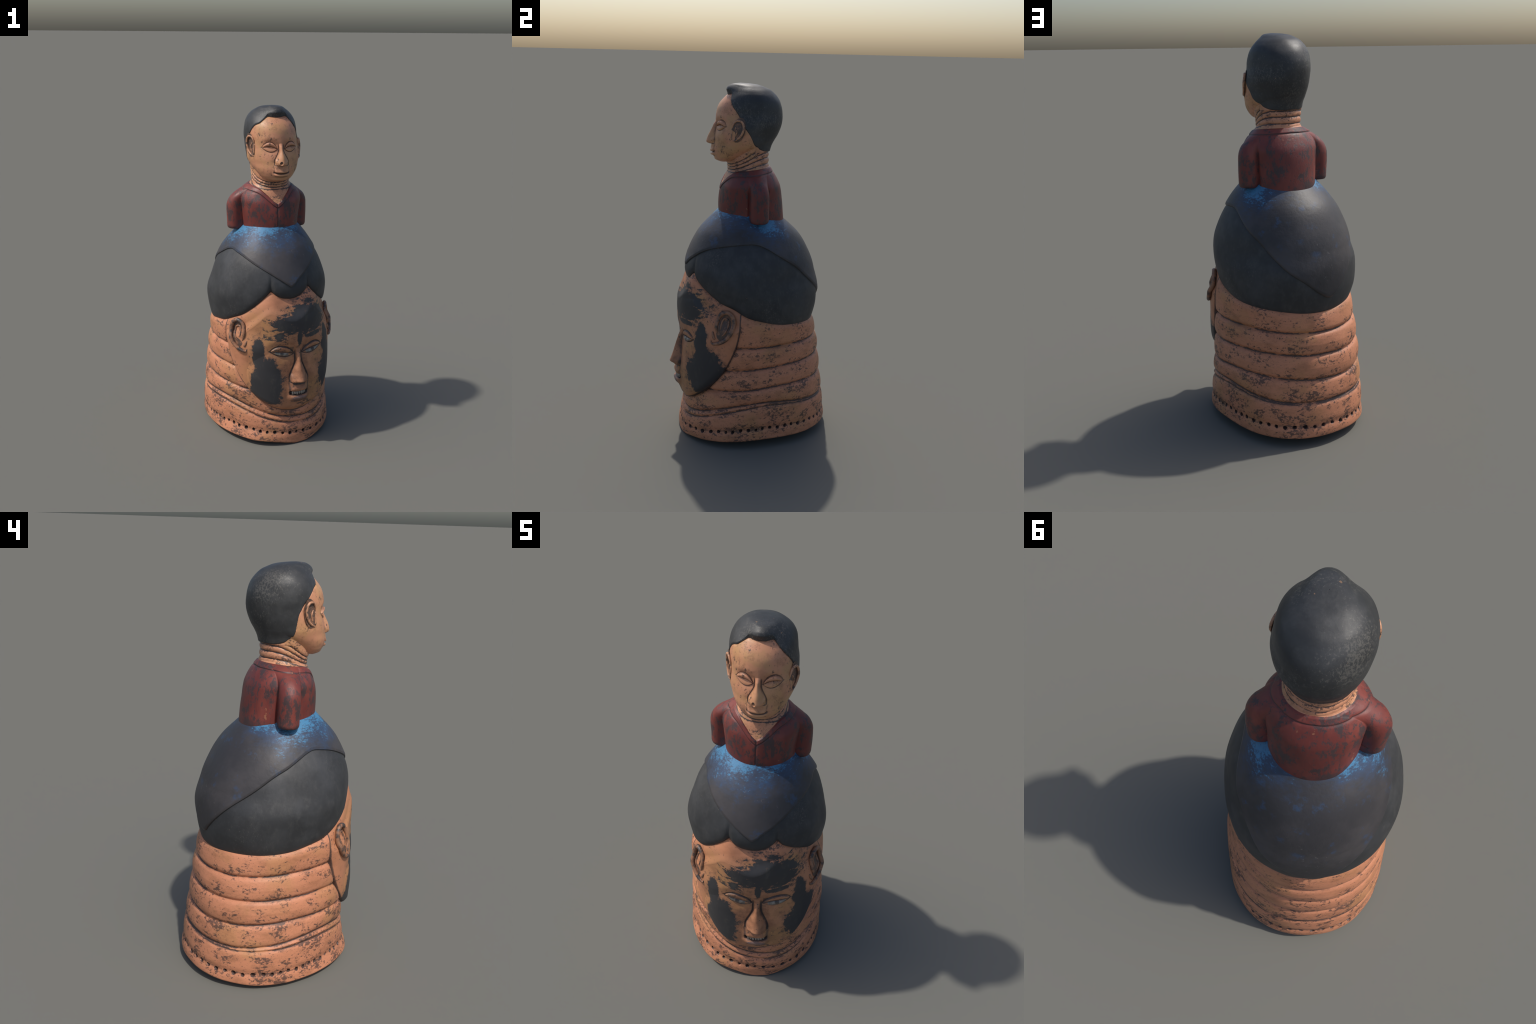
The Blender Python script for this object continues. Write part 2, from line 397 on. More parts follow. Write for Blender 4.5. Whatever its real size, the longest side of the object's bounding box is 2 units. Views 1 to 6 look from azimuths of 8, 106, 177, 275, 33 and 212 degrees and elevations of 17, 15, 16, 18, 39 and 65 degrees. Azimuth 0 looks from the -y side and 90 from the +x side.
class Paint:
    """One procedural material on Object coordinates."""
    def __init__(self, name):
        self.mat = bpy.data.materials.new(name); self.mat.use_nodes = True
        self.nt = self.mat.node_tree; self.nt.nodes.clear()
        n = self.nt.nodes.new('ShaderNodeTexCoord'); self.vec = n.outputs['Object']
        s = self.nt.nodes.new('ShaderNodeSeparateXYZ'); self.nt.links.new(self.vec, s.inputs[0])
        self.x, self.y, self.z = (Expr(self.nt, o) for o in s.outputs)
    def azimuth(self):
        a = SH.atan2(self.x, self.y*-1.0)
        r = SH.sqrt(self.x*self.x + self.y*self.y)
        return a, (self.y*-1.0)/r, self.x/r
    def noise(self, scale, detail=4.0, rough=0.6, stretch=(1, 1, 1), shift=0.0, distort=0.0):
        m = self.nt.nodes.new('ShaderNodeVectorMath'); m.operation = 'MULTIPLY_ADD'
        self.nt.links.new(self.vec, m.inputs[0]); m.inputs[1].default_value = stretch; m.inputs[2].default_value = (shift, shift*0.7, -shift)
        n = self.nt.nodes.new('ShaderNodeTexNoise'); self.nt.links.new(m.outputs[0], n.inputs['Vector'])
        n.inputs['Scale'].default_value = scale; n.inputs['Detail'].default_value = detail
        n.inputs['Roughness'].default_value = rough; n.inputs['Distortion'].default_value = distort
        return Expr(self.nt, n.outputs['Fac'])
    def mix(self, a, b, fac):
        n = self.nt.nodes.new('ShaderNodeMix'); n.data_type = 'RGBA'
        self.nt.links.new(fac.s, n.inputs[0])
        for v, i in ((a, 6), (b, 7)):
            if isinstance(v, tuple): n.inputs[i].default_value = (*v, 1)
            else: self.nt.links.new(v, n.inputs[i])
        return n.outputs[2]
    def finish(self, color, rough, bump=None, strength=0.3, dist=0.004, spec=0.5):
        b = self.nt.nodes.new('ShaderNodeBsdfPrincipled'); o = self.nt.nodes.new('ShaderNodeOutputMaterial')
        if isinstance(color, tuple): b.inputs['Base Color'].default_value = (*color, 1)
        else: self.nt.links.new(color, b.inputs['Base Color'])
        if isinstance(rough, Expr): self.nt.links.new(rough.s, b.inputs['Roughness'])
        else: b.inputs['Roughness'].default_value = rough
        b.inputs['Specular IOR Level'].default_value = spec
        if bump is not None:
            n = self.nt.nodes.new('ShaderNodeBump'); n.inputs['Strength'].default_value = strength; n.inputs['Distance'].default_value = dist
            self.nt.links.new(bump.s, n.inputs['Height']); self.nt.links.new(n.outputs[0], b.inputs['Normal'])
        self.nt.links.new(b.outputs[0], o.inputs[0])
        return self.mat

BLACK = (0.022, 0.025, 0.029)
SALMON = (0.535, 0.222, 0.120)
OCHRE = (0.42, 0.215, 0.088)
BROWN = (0.30, 0.125, 0.062)

def clamp(x): return SH.min(SH.max(x, 0.0), 1.0)

def flecks(p, amount, scale=30.0, stretch=(1, 1, 1.7), shift=0.0):
    """Broken remains of black paint: fine grain gathered in loose clusters."""
    a = p.noise(scale*1.9, 6, 0.78, stretch, shift)
    b = p.noise(scale*0.36, 4, 0.6, stretch, shift + 3.1)
    return SH.smooth(0.0, 0.05, a*0.75 + b*0.55 - (0.79 - amount))

def mat_neck():
    p = Paint('ringed_neck_paint'); az, c, s = p.azimuth()
    base = p.mix(SALMON, OCHRE, SH.smooth(0.48, 0.68, p.noise(5, 4, 0.55, shift=1.0))*0.55)
    base = p.mix(base, BROWN, SH.smooth(0.46, 0.70, p.noise(8, 6, 0.68, (1, 1, 2.2), 7.0))*0.62)
    base = p.mix(base, (0.38, 0.17, 0.085), SH.smooth(0.5, 0.66, p.noise(40, 5, 0.75, (1, 1, 2.5), 19.0))*0.45)
    dark = None
    grain = (p.noise(38, 6, 0.75, (1, 1, 1.3), 5.0) - 0.5)*1.7 + 0.5
    run = p.noise(6, 3, 0.5, shift=17.0)
    for i, k in enumerate(NECK_GROOVES):
        d = p.z - ring(SH, c, s, k) - (grain - 0.5)*0.016
        g = SH.max(gauss(SH, d, 0.0058), gauss(SH, d, 0.018)*0.52)*SH.smooth(0.30, 0.50, run)
        dark = g if dark is None else SH.max(dark, g)
    zr = ring(SH, c, s, RIM)
    h = hole_distance(SH, az, p.z, zr)
    dark = SH.max(dark, gauss(SH, p.z - zr - (grain - 0.5)*0.02, 0.012)*0.5)
    dark = SH.max(dark, SH.smooth(0.0135, 0.0070, h + (grain - 0.5)*0.012))  # shallow holes blackened so they show the darkness of open ones
    dark = SH.max(dark, gauss(SH, face_outline(SH, az*57.2958, p.z) - (grain - 0.5)*0.014, 0.006)*0.9)
    dark = SH.smooth(0.34, 0.80, dark + (grain - 0.5)*1.0)
    lowmore = SH.smooth(0.75, 0.15, p.z)*0.03
    dark = SH.max(dark, flecks(p, 0.084 + lowmore)*0.88)
    dark = SH.max(dark, SH.smooth(0.57, 0.70, p.noise(95, 5, 0.8, (1, 1, 1.6), 61.0))*0.6)
    col = p.mix(base, (0.030, 0.029, 0.031), clamp(dark)*0.90)
    b = p.noise(60, 4, 0.6) - dark*0.5
    return p.finish(col, 0.52, b, 0.25, 0.004, 0.4)

def patch(p, u, v, cu, cv, ru, rv):
    a = (u - cu)/ru; b = (v - cv)/rv
    return 1.0 - SH.sqrt(a*a + b*b)

def mat_face():
    p = Paint('painted_face'); az, c, s = p.azimuth()
    deg = az*57.2958
    X = p.x - MASK['cx']
    base = p.mix((0.44, 0.20, 0.105), OCHRE, SH.smooth(0.42, 0.66, p.noise(5, 4, 0.55, shift=2.0)))
    base = p.mix(base, SALMON, SH.smooth(26, 50, SH.abs(deg))*0.75)
    base = p.mix(base, SALMON, SH.smooth(0.84, 0.92, p.z)*0.8)
    base = p.mix(base, BROWN, SH.smooth(0.46, 0.70, p.noise(9, 5, 0.6, shift=7.0))*0.5)
    grime = SH.smooth(0.17, 0.05, SH.abs(X))*SH.smooth(0.24, 0.34, p.z)*SH.smooth(0.78, 0.62, p.z)
    base = p.mix(base, (0.20, 0.088, 0.048), clamp(grime*SH.smooth(0.36, 0.62, p.noise(17, 6, 0.72, shift=41.0)))*0.75)
    edge = (p.noise(9, 6, 0.68, shift=4.0) - 0.5)*4.0
    fine = (p.noise(34, 6, 0.78, (1, 1, 1.2), 9.0) - 0.5)*2.0
    m = patch(p, deg, p.z, -24.0, 0.425, 14.0, 0.175)*1.3
    m = SH.max(m, patch(p, deg, p.z, -30.0, 0.58, 5.5, 0.13))
    m = SH.max(m, patch(p, deg, p.z, 38.0, 0.43, 17.5, 0.172)*1.3)
    m = SH.max(m, patch(p, deg, p.z, 33.0, 0.60, 6.0, 0.14))
    m = SH.max(m, patch(p, deg, p.z, 14.0, 0.80, 24.0, 0.098)*1.1 + (p.noise(14, 6, 0.75, (1, 1, 2.6), 31.0) - 0.5)*2.6)
    m = SH.max(m, (patch(p, deg, p.z, -12.0, 0.785, 21.0, 0.090) - 0.45) + (p.noise(16, 6, 0.75, (1, 1, 2.6), 33.0) - 0.5)*3.0)
    m = SH.max(m, (patch(p, deg, p.z, -15.0, 0.705, 18.0, 0.06) - 0.60) + (p.noise(18, 6, 0.75, (1, 1, 2.6), 37.0) - 0.5)*3.0)
    m = SH.max(m, patch(p, deg, p.z, 2.5, 0.685, 3.2, 0.075) - 0.25)
    m = SH.max(m, patch(p, deg, p.z, 16.0, 0.70, 13.0, 0.018) - 0.2)
    dark = SH.smooth(-0.04, 0.16, m + edge*0.42 + fine*0.48)
    dark = SH.max(dark, SH.smooth(-0.25, 0.25, m + edge*0.5 + fine*0.9)*0.55)
    lines = face_lines(SH, X + fine*0.002, p.z + fine*0.002, MASK, 1.5)
    dark = SH.max(dark, SH.smooth(0.15, 0.95, lines + fine*0.55)*0.9)
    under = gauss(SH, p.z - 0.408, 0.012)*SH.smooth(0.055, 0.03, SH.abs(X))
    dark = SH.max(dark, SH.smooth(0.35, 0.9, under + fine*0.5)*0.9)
    dark = SH.max(dark, SH.smooth(0.007, 0.002, face_outline(SH, deg, p.z) + fine*0.006)*0.8)
    dark = SH.max(dark, flecks(p, 0.072, 26.0, (1, 1, 1.2), 12.0)*0.85)
    inner = SH.smooth(0.075, 0.045, SH.abs(X))*SH.smooth(0.585, 0.60, p.z)*SH.smooth(0.652, 0.63, p.z)*SH.smooth(0.022, 0.034, SH.abs(X))  # shading in the eye sockets' inner corners, painted dark into the colour
    dark = SH.max(dark, SH.smooth(0.4, 0.9, inner + fine*0.5)*0.6)
    soot = p.mix((0.031, 0.034, 0.038), (0.068, 0.066, 0.058), SH.smooth(0.5, 0.75, p.noise(20, 6, 0.75, (1, 1, 0.5), 51.0))*0.8)
    col = p.mix(base, soot, clamp(dark)*0.98)
    lip = patch(p, SH.abs(X), p.z, 0.0, 0.316, 0.060, 0.019)
    col = p.mix(col, (0.13, 0.10, 0.10), SH.smooth(0.0, 0.3, lip + fine*0.3)*0.75)
    return p.finish(col, 0.48, p.noise(60, 4, 0.6) - dark*0.4, 0.2, 0.004, 0.4)

def mat_bust_skin(name, ringed):
    p = Paint(name)
    X = p.x - BUST['cx']
    base = p.mix((0.56, 0.258, 0.145), (0.495, 0.265, 0.122), SH.smooth(0.42, 0.66, p.noise(8, 4, 0.55, shift=2.5)))
    base = p.mix(base, BROWN, SH.smooth(0.50, 0.75, p.noise(11, 5, 0.6, shift=6.0))*0.4)
    base = p.mix(base, (0.27, 0.125, 0.07), SH.smooth(0.48, 0.68, p.noise(26, 6, 0.74, shift=43.0))*0.55)
    fine = (p.noise(55, 6, 0.76, (1, 1, 1.2), 9.0) - 0.5)*1.8
    front = SH.smooth(-0.10, -0.14, p.y)
    if ringed:
        dark = None
        for k0, k1, wd in BUST_GROOVES:
            d = p.z - bust_groove(SH, p.y, k0, k1) + fine*0.009
            g = SH.max(gauss(SH, d, wd), gauss(SH, d, wd*2.6)*0.42)
            dark = g if dark is None else SH.max(dark, g)
        dark = SH.smooth(0.3, 0.75, dark + fine*0.6)
        dark = SH.max(dark, flecks(p, 0.100, 45.0, (1, 1, 1.5), 15.0)*0.9)
    else:
        lines = face_lines(SH, X + fine*0.001, p.z + fine*0.001, BUST, 1.3)*front
        dark = SH.smooth(0.15, 0.95, lines + fine*0.55)*0.82
        h = SH.sqrt((X + 0.010)*(X + 0.010) + (p.z - 1.697)*(p.z - 1.697))
        dark = SH.max(dark, SH.smooth(0.0085, 0.005, h + fine*0.002)*front)
        dark = SH.max(dark, flecks(p, 0.060, 44.0, (1, 1, 0.8), 15.0)*0.85)
    col = p.mix(base, (0.028, 0.028, 0.030), clamp(dark)*0.92)
    return p.finish(col, 0.45, p.noise(90, 4, 0.6) - dark*0.4, 0.2, 0.003, 0.45)

def mat_hair(name, rough, tint, dust):
    p = Paint(name)
    base = p.mix(tint, tuple(v*1.7 for v in tint), SH.smooth(0.40, 0.75, p.noise(7, 6, 0.65, shift=1.5)))
    fine = p.noise(120, 5, 0.8, (1, 1, 0.7), 3.0)
    loose = p.noise(4, 3, 0.5, shift=8.0)
    speck = SH.smooth(0.0, 0.06, fine*0.7 + loose*0.5 - (0.80 - dust))
    col = p.mix(base, (0.15, 0.14, 0.12), speck*0.40)
    haze = SH.smooth(0.45, 0.75, p.noise(26, 6, 0.8, (1, 1, 0.6), 13.0))
    col = p.mix(col, (0.085, 0.082, 0.078), haze*0.35)
    chip = SH.smooth(0.0, 0.02, p.noise(34, 2, 0.5, shift=21.0) - 0.755)
    col = p.mix(col, (0.26, 0.15, 0.08), chip*0.6)
    r = p.noise(12, 5, 0.6, shift=5.0)*0.25 + (rough - 0.12)
    return p.finish(col, r, p.noise(45, 5, 0.65), 0.18, 0.004, 0.5)

def mat_cloth():
    p = Paint('worn_blue_black_cloth')
    az, c, s = p.azimuth()
    base = p.mix((0.035, 0.033, 0.036), (0.062, 0.056, 0.058), SH.smooth(0.36, 0.70, p.noise(5, 5, 0.6, shift=1.5)))
    deep = p.noise(4, 4, 0.55, shift=6.0)
    streak = p.noise(30, 6, 0.75, (1, 1, 2.6), 4.0)
    side = SH.abs(s)*SH.abs(s)
    lim = p.z - 1.290 + side*0.074 + (deep - 0.5)*0.34 + (streak - 0.5)*0.20
    wash = SH.smooth(-0.11, 0.05, lim)
    col = p.mix(base, (0.030, 0.066, 0.14), wash*0.8)
    thread = p.noise(70, 6, 0.8, (1, 1, 2.2), 24.0)
    strong = SH.smooth(-0.01, 0.05, lim + (thread - 0.5)*0.34 + (p.noise(10, 3, 0.5, shift=71.0) - 0.5)*0.22)
    col = p.mix(col, (0.058, 0.215, 0.385), strong*0.85)
    hem = SH.smooth(0.56, 0.70, p.noise(14, 5, 0.7, shift=11.0))*SH.smooth(0.8, 1.05, p.z)
    col = p.mix(col, (0.030, 0.075, 0.16), hem*0.5)
    speck = SH.smooth(0.0, 0.05, p.noise(60, 4, 0.75, shift=3.0)*0.7 + deep*0.5 - 0.735)
    col = p.mix(col, (0.20, 0.19, 0.18), speck*0.35)
    return p.finish(col, 0.52, p.noise(38, 5, 0.65), 0.25, 0.005, 0.42)

def mat_shirt():
    p = Paint('worn_red_shirt')
    X = p.x - 0.006
    base = p.mix((0.142, 0.030, 0.025), (0.205, 0.047, 0.035), SH.smooth(0.40, 0.68, p.noise(10, 5, 0.6, (1, 1, 0.4), 1.0)))
    a = p.noise(48, 7, 0.78, (1, 1, 0.5), 2.0); b = p.noise(11, 5, 0.65, (1, 1, 0.7), 5.0)
    worn = SH.smooth(-0.01, 0.08, a*0.95 + b*0.70 - 0.825)
    fine = p.noise(60, 4, 0.7, shift=9.0) - 0.5
    seam = gauss(SH, X + fine*0.006, 0.0030)*SH.smooth(-0.12, -0.16, p.y)*SH.smooth(1.455, 1.445, p.z)
    hem = SH.smooth(1.305, 1.275, p.z + fine*0.05)*0.6
    collar = gauss(SH, collar_drop(SH, p) - 0.025 + fine*0.004, 0.0030)
    dark = clamp(SH.max(SH.max(worn*0.85, seam*0.8), SH.max(hem*SH.smooth(0.4, 0.6, b), collar*0.85)))
    col = p.mix(base, (0.036, 0.036, 0.039), dark*0.95)
    chip = SH.smooth(0.0, 0.03, p.noise(26, 4, 0.6, (1, 1, 0.6), 14.0) - 0.70)
    col = p.mix(col, (0.34, 0.15, 0.08), chip*0.7)
    return p.finish(col, 0.48, p.noise(50, 5, 0.65, (1, 1, 0.5)) - dark*0.4, 0.25, 0.004, 0.45)

def mat_plain(name, col, col2, rough=0.5, scale=60, lo=0.4, hi=0.65):
    p = Paint(name)
    return p.finish(p.mix(col, col2, SH.smooth(lo, hi, p.noise(scale, 5, 0.7))), rough, p.noise(scale, 3), 0.2, 0.003)

# ------------------------------------------------------------------ the bust: sections (frame turned 7 degrees)
BUST_TURN = rad(-7)
BUST_GROOVES = [(1.522, 1.570, 0.0036), (1.535, 1.603, 0.0042), (1.550, 1.632, 0.0036), (1.565, 1.662, 0.0036)]
def bust_groove(M, y, z0, z1):
    """Ring line on the small neck: low in front, high behind."""
    t = M.smooth(-0.165, 0.06, y)
    return t*(z1 - z0) + z0

# collar opening: V in front
COLLAR = [(0, 1.444), (8, 1.458), (18, 1.481), (30, 1.505), (42, 1.523), (60, 1.534), (85, 1.540), (110, 1.546), (180, 1.553)]
collar_line = table(lambda a: spline(np.abs(a), COLLAR), -181, 181)
def collar_drop(M, p):
    """How far below the collar opening a point lies (shader side)."""
    a = SH.abs(SH.atan2(p.x - 0.006, (p.y + 0.03)*-1.0))*57.2958
    n = p.nt.nodes.new('ShaderNodeFloatCurve'); p.nt.links.new((a/180.0).s, n.inputs['Value'])
    cv = n.mapping.curves[0]
    for i, (u, v) in enumerate(COLLAR):
        q = (u/180.0, (v - 1.43)/0.14)
        if i == 0: cv.points[0].location = q
        elif i == len(COLLAR) - 1: cv.points[-1].location = q
        else: cv.points.new(*q)
    n.mapping.update()
    return Expr(p.nt, n.outputs[0])*0.14 + 1.43 - p.z

BODY_STACK = stack([(z, .006, (f+b)/2, a, (b-f)/2) for z, f, b, a in [
    (1.18, -.197, .172, .168), (1.29, -.197, .165, .172), (1.37, -.197, .155, .178), (1.42, -.192, .147, .184), (1.45, -.185, .139, .188), (1.487, -.168, .122, .176),
    (1.51, -.158, .110, .157), (1.53, -.148, .097, .136), (1.545, -.141, .087, .121), (1.56, -.135, .078, .112), (1.60, -.13, .07, .10)]], 2.03)
BUST_NECK = stack([(1.45, .006, -.039, .112, .116), (1.52, .006, -.039, .113, .116), (1.58, .006, -.039, .113, .116), (1.64, .006, -.036, .117, .115), (1.72, .006, -.034, .122, .117)], 2.0)

arm_reach = table(lambda g: spline(g, [(1.2, .238), (1.30, .242), (1.40, .243), (1.44, .236), (1.47, .218), (1.49, .196), (1.51, .168), (1.53, .134), (1.55, .09), (1.6, .06)]), 1.2, 1.6)
def body_radius(az, z):
    oy = -0.03
    R = BODY_STACK[1](az, z, 0.006, oy)
    deg = np.degrees(az)
    for side, bot in ((1, 1.264), (-1, 1.271)):
        t = NP.smooth(1.40, 1.53, z)
        ax = side*(arm_reach(z) - 0.0525 + 0.004*t + 0.002) - (0.004 if side > 0 else 0.008); ay = 0.004 - oy - 0.012*t
        taper = np.sqrt(np.clip(1 - (1 - np.clip((z - bot)/0.020, 0, 1))**2, 0, 1))
        rr = (0.0525 - 0.004*t) * (0.80 + 0.20*taper)
        s, c = np.sin(az), -np.cos(az)
        along = ax*s + ay*c; off2 = ax*ax + ay*ay - along**2
        arm = np.where((off2 < rr*rr) & (along > 0), along + np.sqrt(np.maximum(rr*rr - off2, 0)), 0)
        arm = np.where(z < bot, 0, arm)
        k = 0.004 + 0.030*NP.smooth(1.42, 1.50, z)
        h = np.clip(0.5 + 0.5*(arm - R)/k, 0, 1)
        crease = np.exp(-((np.sqrt(np.maximum(off2, 0)) - rr*1.03)/0.008)**2) * (along > 0) * NP.smooth(1.48, 1.42, z)
        R = R*(1-h) + arm*h + k*h*(1-h)*0.5 - 0.005*crease
    e = collar_line(deg) - z            # > 0: on the shirt
    shirt = -0.001 + 0.0035*NP.smooth(-0.001, 0.004, e) + 0.003*NP.smooth(-.001, .004, e)*NP.smooth(0.028, 0.022, e) - 0.003*np.exp(-((e - 0.026)/0.0045)**2)
    R = R + shirt
    X = R*np.sin(az)
    front = (np.abs(az) < 1)
    R = R - 0.0035*np.exp(-(X/0.004)**2) * front * NP.smooth(0.0, 0.006, e)
    return R

HEAD_C = np.array([0.006, -0.05, 1.775])
HEAD_ROWS = [(1.66, -.237, .090, .138), (1.68, -.236, .100, .146), (1.70, -.236, .110, .152), (1.72, -.235, .121, .154), (1.76, -.229, .138, .157), (1.80, -.224, .147, .155),
             (1.84, -.218, .150, .152), (1.88, -.205, .145, .149), (1.92, -.176, .126, .140), (1.95, -.146, .099, .121), (1.975, -.118, .062, .092), (1.99, -.096, .020, .060), (1.999, -.07, -.02, .022)]
HEAD_STACK = stack([(z, .011 if z < 1.78 else (.008 if z < 1.83 else .004), (f+b)/2, a, (b-f)/2) for z, f, b, a in HEAD_ROWS], 2.0)
JAW_STACK = stack([(z, .012, cy, a, cy - f) for z, f, cy, a in [(1.574, -.20, -.18, .028), (1.583, -.222, -.165, .060), (1.60, -.231, -.147, .089), (1.62, -.238, -.127, .108), (1.65, -.240, -.101, .130), (1.68, -.237, -.077, .144), (1.70, -.236, -.066, .150), (1.73, -.234, -.06, .155)]], 2.05)
NAPE_STACK = stack([(1.60, .006, -.033, .117, .115), (1.635, .006, -.033, .119, .117), (1.66, .006, -.033, .122, .124), (1.68, .006, -.033, .127, .132), (1.70, .006, -.033, .135, .141)], 2.0)

def head_value(P):
    x, y, z = P[..., 0], P[..., 1], P[..., 2]
    full = np.maximum(HEAD_STACK[0](x, y, z), 1 + (z - 1.999)*60)
    jaw = np.maximum(JAW_STACK[0](x, y, z), 1 + (1.574 - z)*60)
    nape = np.maximum(NAPE_STACK[0](x, y, z), 1 + (1.634 - z)*60)
    t = NP.smooth(1.645, 1.725, z)
    return np.minimum(jaw, nape)*(1 - t) + full*t - 1

def head_ray(D):
    lo = np.zeros(D.shape[:-1]); hi = np.full(D.shape[:-1], 0.4)
    for _ in range(22):
        m = 0.5*(lo + hi); ins = head_value(HEAD_C + D*m[..., None]) < 0
        lo = np.where(ins, m, lo); hi = np.where(ins, hi, m)
    return 0.5*(lo + hi)

# hairline of the bust: height over azimuth around the head's axis
hairline = table(lambda a: spline(a, [(-180, 1.632), (-150, 1.634), (-120, 1.640), (-104, 1.652), (-94, 1.672), (-88, 1.70), (-86, 1.75), (-80, 1.80), (-68, 1.845), (-54, 1.893), (-42, 1.910), (-33, 1.932), (-25, 1.946), (-16, 1.944), (0, 1.942), (14, 1.943), (22, 1.946), (28, 1.945), (34, 1.927), (41, 1.90),
    (51, 1.868), (61, 1.833), (68, 1.79), (78, 1.755), (86, 1.72), (92, 1.685), (104, 1.660), (125, 1.640), (150, 1.634)], True), -181, 181)

def hair_side(P):
    """> 0 on the hair of the bust."""
    deg = np.degrees(np.arctan2(P[..., 0] - 0.006, -(P[..., 1] + 0.03)))
    e = P[..., 2] - hairline(deg)
    return e

def head_surface(az, el):
    D = np.stack([np.cos(el)*np.sin(az), -np.cos(el)*np.cos(az), np.sin(el)], -1)
    P = HEAD_C + D*head_ray(D)[..., None]
    e = hair_side(P)
    X = P[..., 0] - BUST['cx']; z = P[..., 2]
    front = NP.smooth(-0.06, -0.12, P[..., 1])
    d = face_relief(X, z, BUST) * front
    # nostril notch
    d -= 0.010*NP.smooth(0.0085, 0.005, np.hypot(X + 0.010, z - 1.697))*front
    quiff = np.exp(-np.abs(X/0.058)**2.4) * NP.smooth(1.925, 1.965, z) * NP.smooth(0.06, -0.13, P[..., 1])
    d = d*NP.smooth(0.01, -0.01, e) + 0.0040*NP.smooth(-0.001, 0.008, e) - 0.0040
    d -= 0.0035*np.exp(-(e/0.006)**2)*(e < 0)
    fa = np.degrees(np.arctan2(P[..., 0], -(P[..., 1] + 0.03)))
    d -= (0.010*np.exp(-((fa - 112)/30)**2) + 0.004*np.exp(-((fa + 100)/30)**2)) * np.exp(-((z - 1.72)/.05)**2)
    push = D*0.6 + np.array([0, -0.4, 0])*front[..., None]
    push = np.where((e > 0)[..., None], D, push)
    P = P + push*d[..., None]
    P = P + (0.027*quiff*NP.smooth(-.002, .012, e))[..., None]*np.array([0, -0.80, 0.62])
    # nothing above the top
    return P

# ================================================================== build
root = bpy.data.objects.new('carved_helmet_mask', None); bpy.context.collection.objects.link(root)
root.rotation_euler = (0, 0, rad(32))
root['label'] = 'carved painted wooden helmet mask topped by a small bust'
root['category'] = 'wooden mask'

skin_paint, face_paint = mat_neck(), mat_face()
hair_paint = mat_hair('black_hair_paint', 0.56, (0.026, 0.027, 0.029), 0.085)
cloth_paint = mat_cloth()

# --- big head: one surface from rim to crown
NC = 1000
u = np.linspace(-1, 1, NC, endpoint=False)
az_line = np.pi*(u - 0.16*np.sin(np.pi*u))           # denser in front
rows = [np.linspace(0, 1, n, endpoint=False) for n in (340, 150)] + [np.linspace(0, 1, 110)]
deg = np.degrees(az_line)
zb, zh, zs = bottom_edge(az_line), hair_edge(deg), cloth_edge(deg)
Z = np.concatenate([zb + (zh - zb)*rows[0][:, None], zh + (zs - zh)*rows[1][:, None], zs + (1.325 - zs)*rows[2][:, None]])
A = np.broadcast_to(az_line, Z.shape).copy()
nskin, nhair = 340, 150
As, Zs_, g = snap((A[:nskin], Z[:nskin]), lambda a, z: face_outline(NP, np.degrees(a), z))
A[1:nskin-1] = As[1:nskin-1]; Z[1:nskin-1] = Zs_[1:nskin-1]
R = np.concatenate([skin_radius(A[:nskin], Z[:nskin]), cloth_hair_radius(A[nskin:], Z[nskin:])])
P0 = np.stack([R*np.sin(A), -R*np.cos(A), Z], -1)
R = R + 0.0011*lumps(P0, 22) + 0.0016*lumps(P0, 8, 14)
# rim edge: slightly chipped
V = np.stack([R*np.sin(A), -R*np.cos(A), Z], -1)
chip = 0.0016*lumps(V[0], 45)
V[0, :, 2] = np.maximum(V[0, :, 2] + chip, 0)
# underside of the rim and hollow inside
inner = []
for dr, dz in ((0.012, -0.002), (0.030, 0.002), (0.040, 0.02), (0.085, 0.30), (0.14, 0.55)):
    q = V[0].copy(); rr = np.hypot(q[:, 0], q[:, 1]); k = (rr - dr)/rr
    q[:, 0] *= k; q[:, 1] *= k; q[:, 2] = np.maximum(q[:, 2] + dz, 0 if dz > -0.04 else 0.0); inner.append(q)
V = np.concatenate([np.array(inner[::-1]), V]); ni = len(inner)
V[:, :, 2] -= V[:, :, 2].min()
label = np.zeros((V.shape[0]-1, NC), int)
label[ni:ni+nskin-1] = np.where(face_mean(np.where(g == 0, 0, g)) > 0, 1, 0)
label[ni+nskin-1] = np.where(g[-1] > 0, 1, 0)
label[ni+nskin:] = 2
label[ni+nskin+nhair:] = 3
meshes = split_regions(V, label, {0: 'ringed_neck', 1: 'face', 2: 'hair', 3: 'head_cloth'})
for nm, mt in (('ringed_neck', skin_paint), ('face', face_paint), ('hair', hair_paint), ('head_cloth', cloth_paint)):
    make_object(nm, meshes[nm], mt, root)

def on_face(deg, z, off=0.0):
    """Point on the big head's skin, off metres out."""
    a = np.radians(np.asarray(deg, float)); z = np.asarray(z, float)
    r = skin_radius(a, z) + off
    return np.stack([r*np.sin(a), -r*np.cos(a), z], -1)

# --- ears of the big head: rolled helix, inner fold, tragus, hollow plate
ear_paint = mat_plain('ear_paint', (0.30, 0.14, 0.075), (0.040, 0.036, 0.036), 0.48, 26, 0.42, 0.62)
hollow_paint = mat_plain('ear_hollow_paint', (0.085, 0.055, 0.042), (0.30, 0.14, 0.08), 0.5, 48, 0.45, 0.70)
HELIX = [(-.026, -.030, .004, .006), (-.034, .000, .006, .008), (-.033, .036, .009, .009), (-.020, .066, .011, .010), (.010, .078, .013, .0105), (.036, .062, .014, .011), (.045, .026, .015, .011), (.037, -.018, .014, .0105),
         (.014, -.052, .012, .010), (-.020, -.074, .009, .009), (-.048, -.080, .005, .007), (-.056, -.062, .003, .005)]
FOLD = [(-.014, -.010, .003, .004), (-.014, .026, .005, .005), (-.002, .046, .006, .0055), (.014, .042, .006, .0055), (.019, .014, .006, .005), (.008, -.020, .005, .005), (-.008, -.040, .003, .004)]
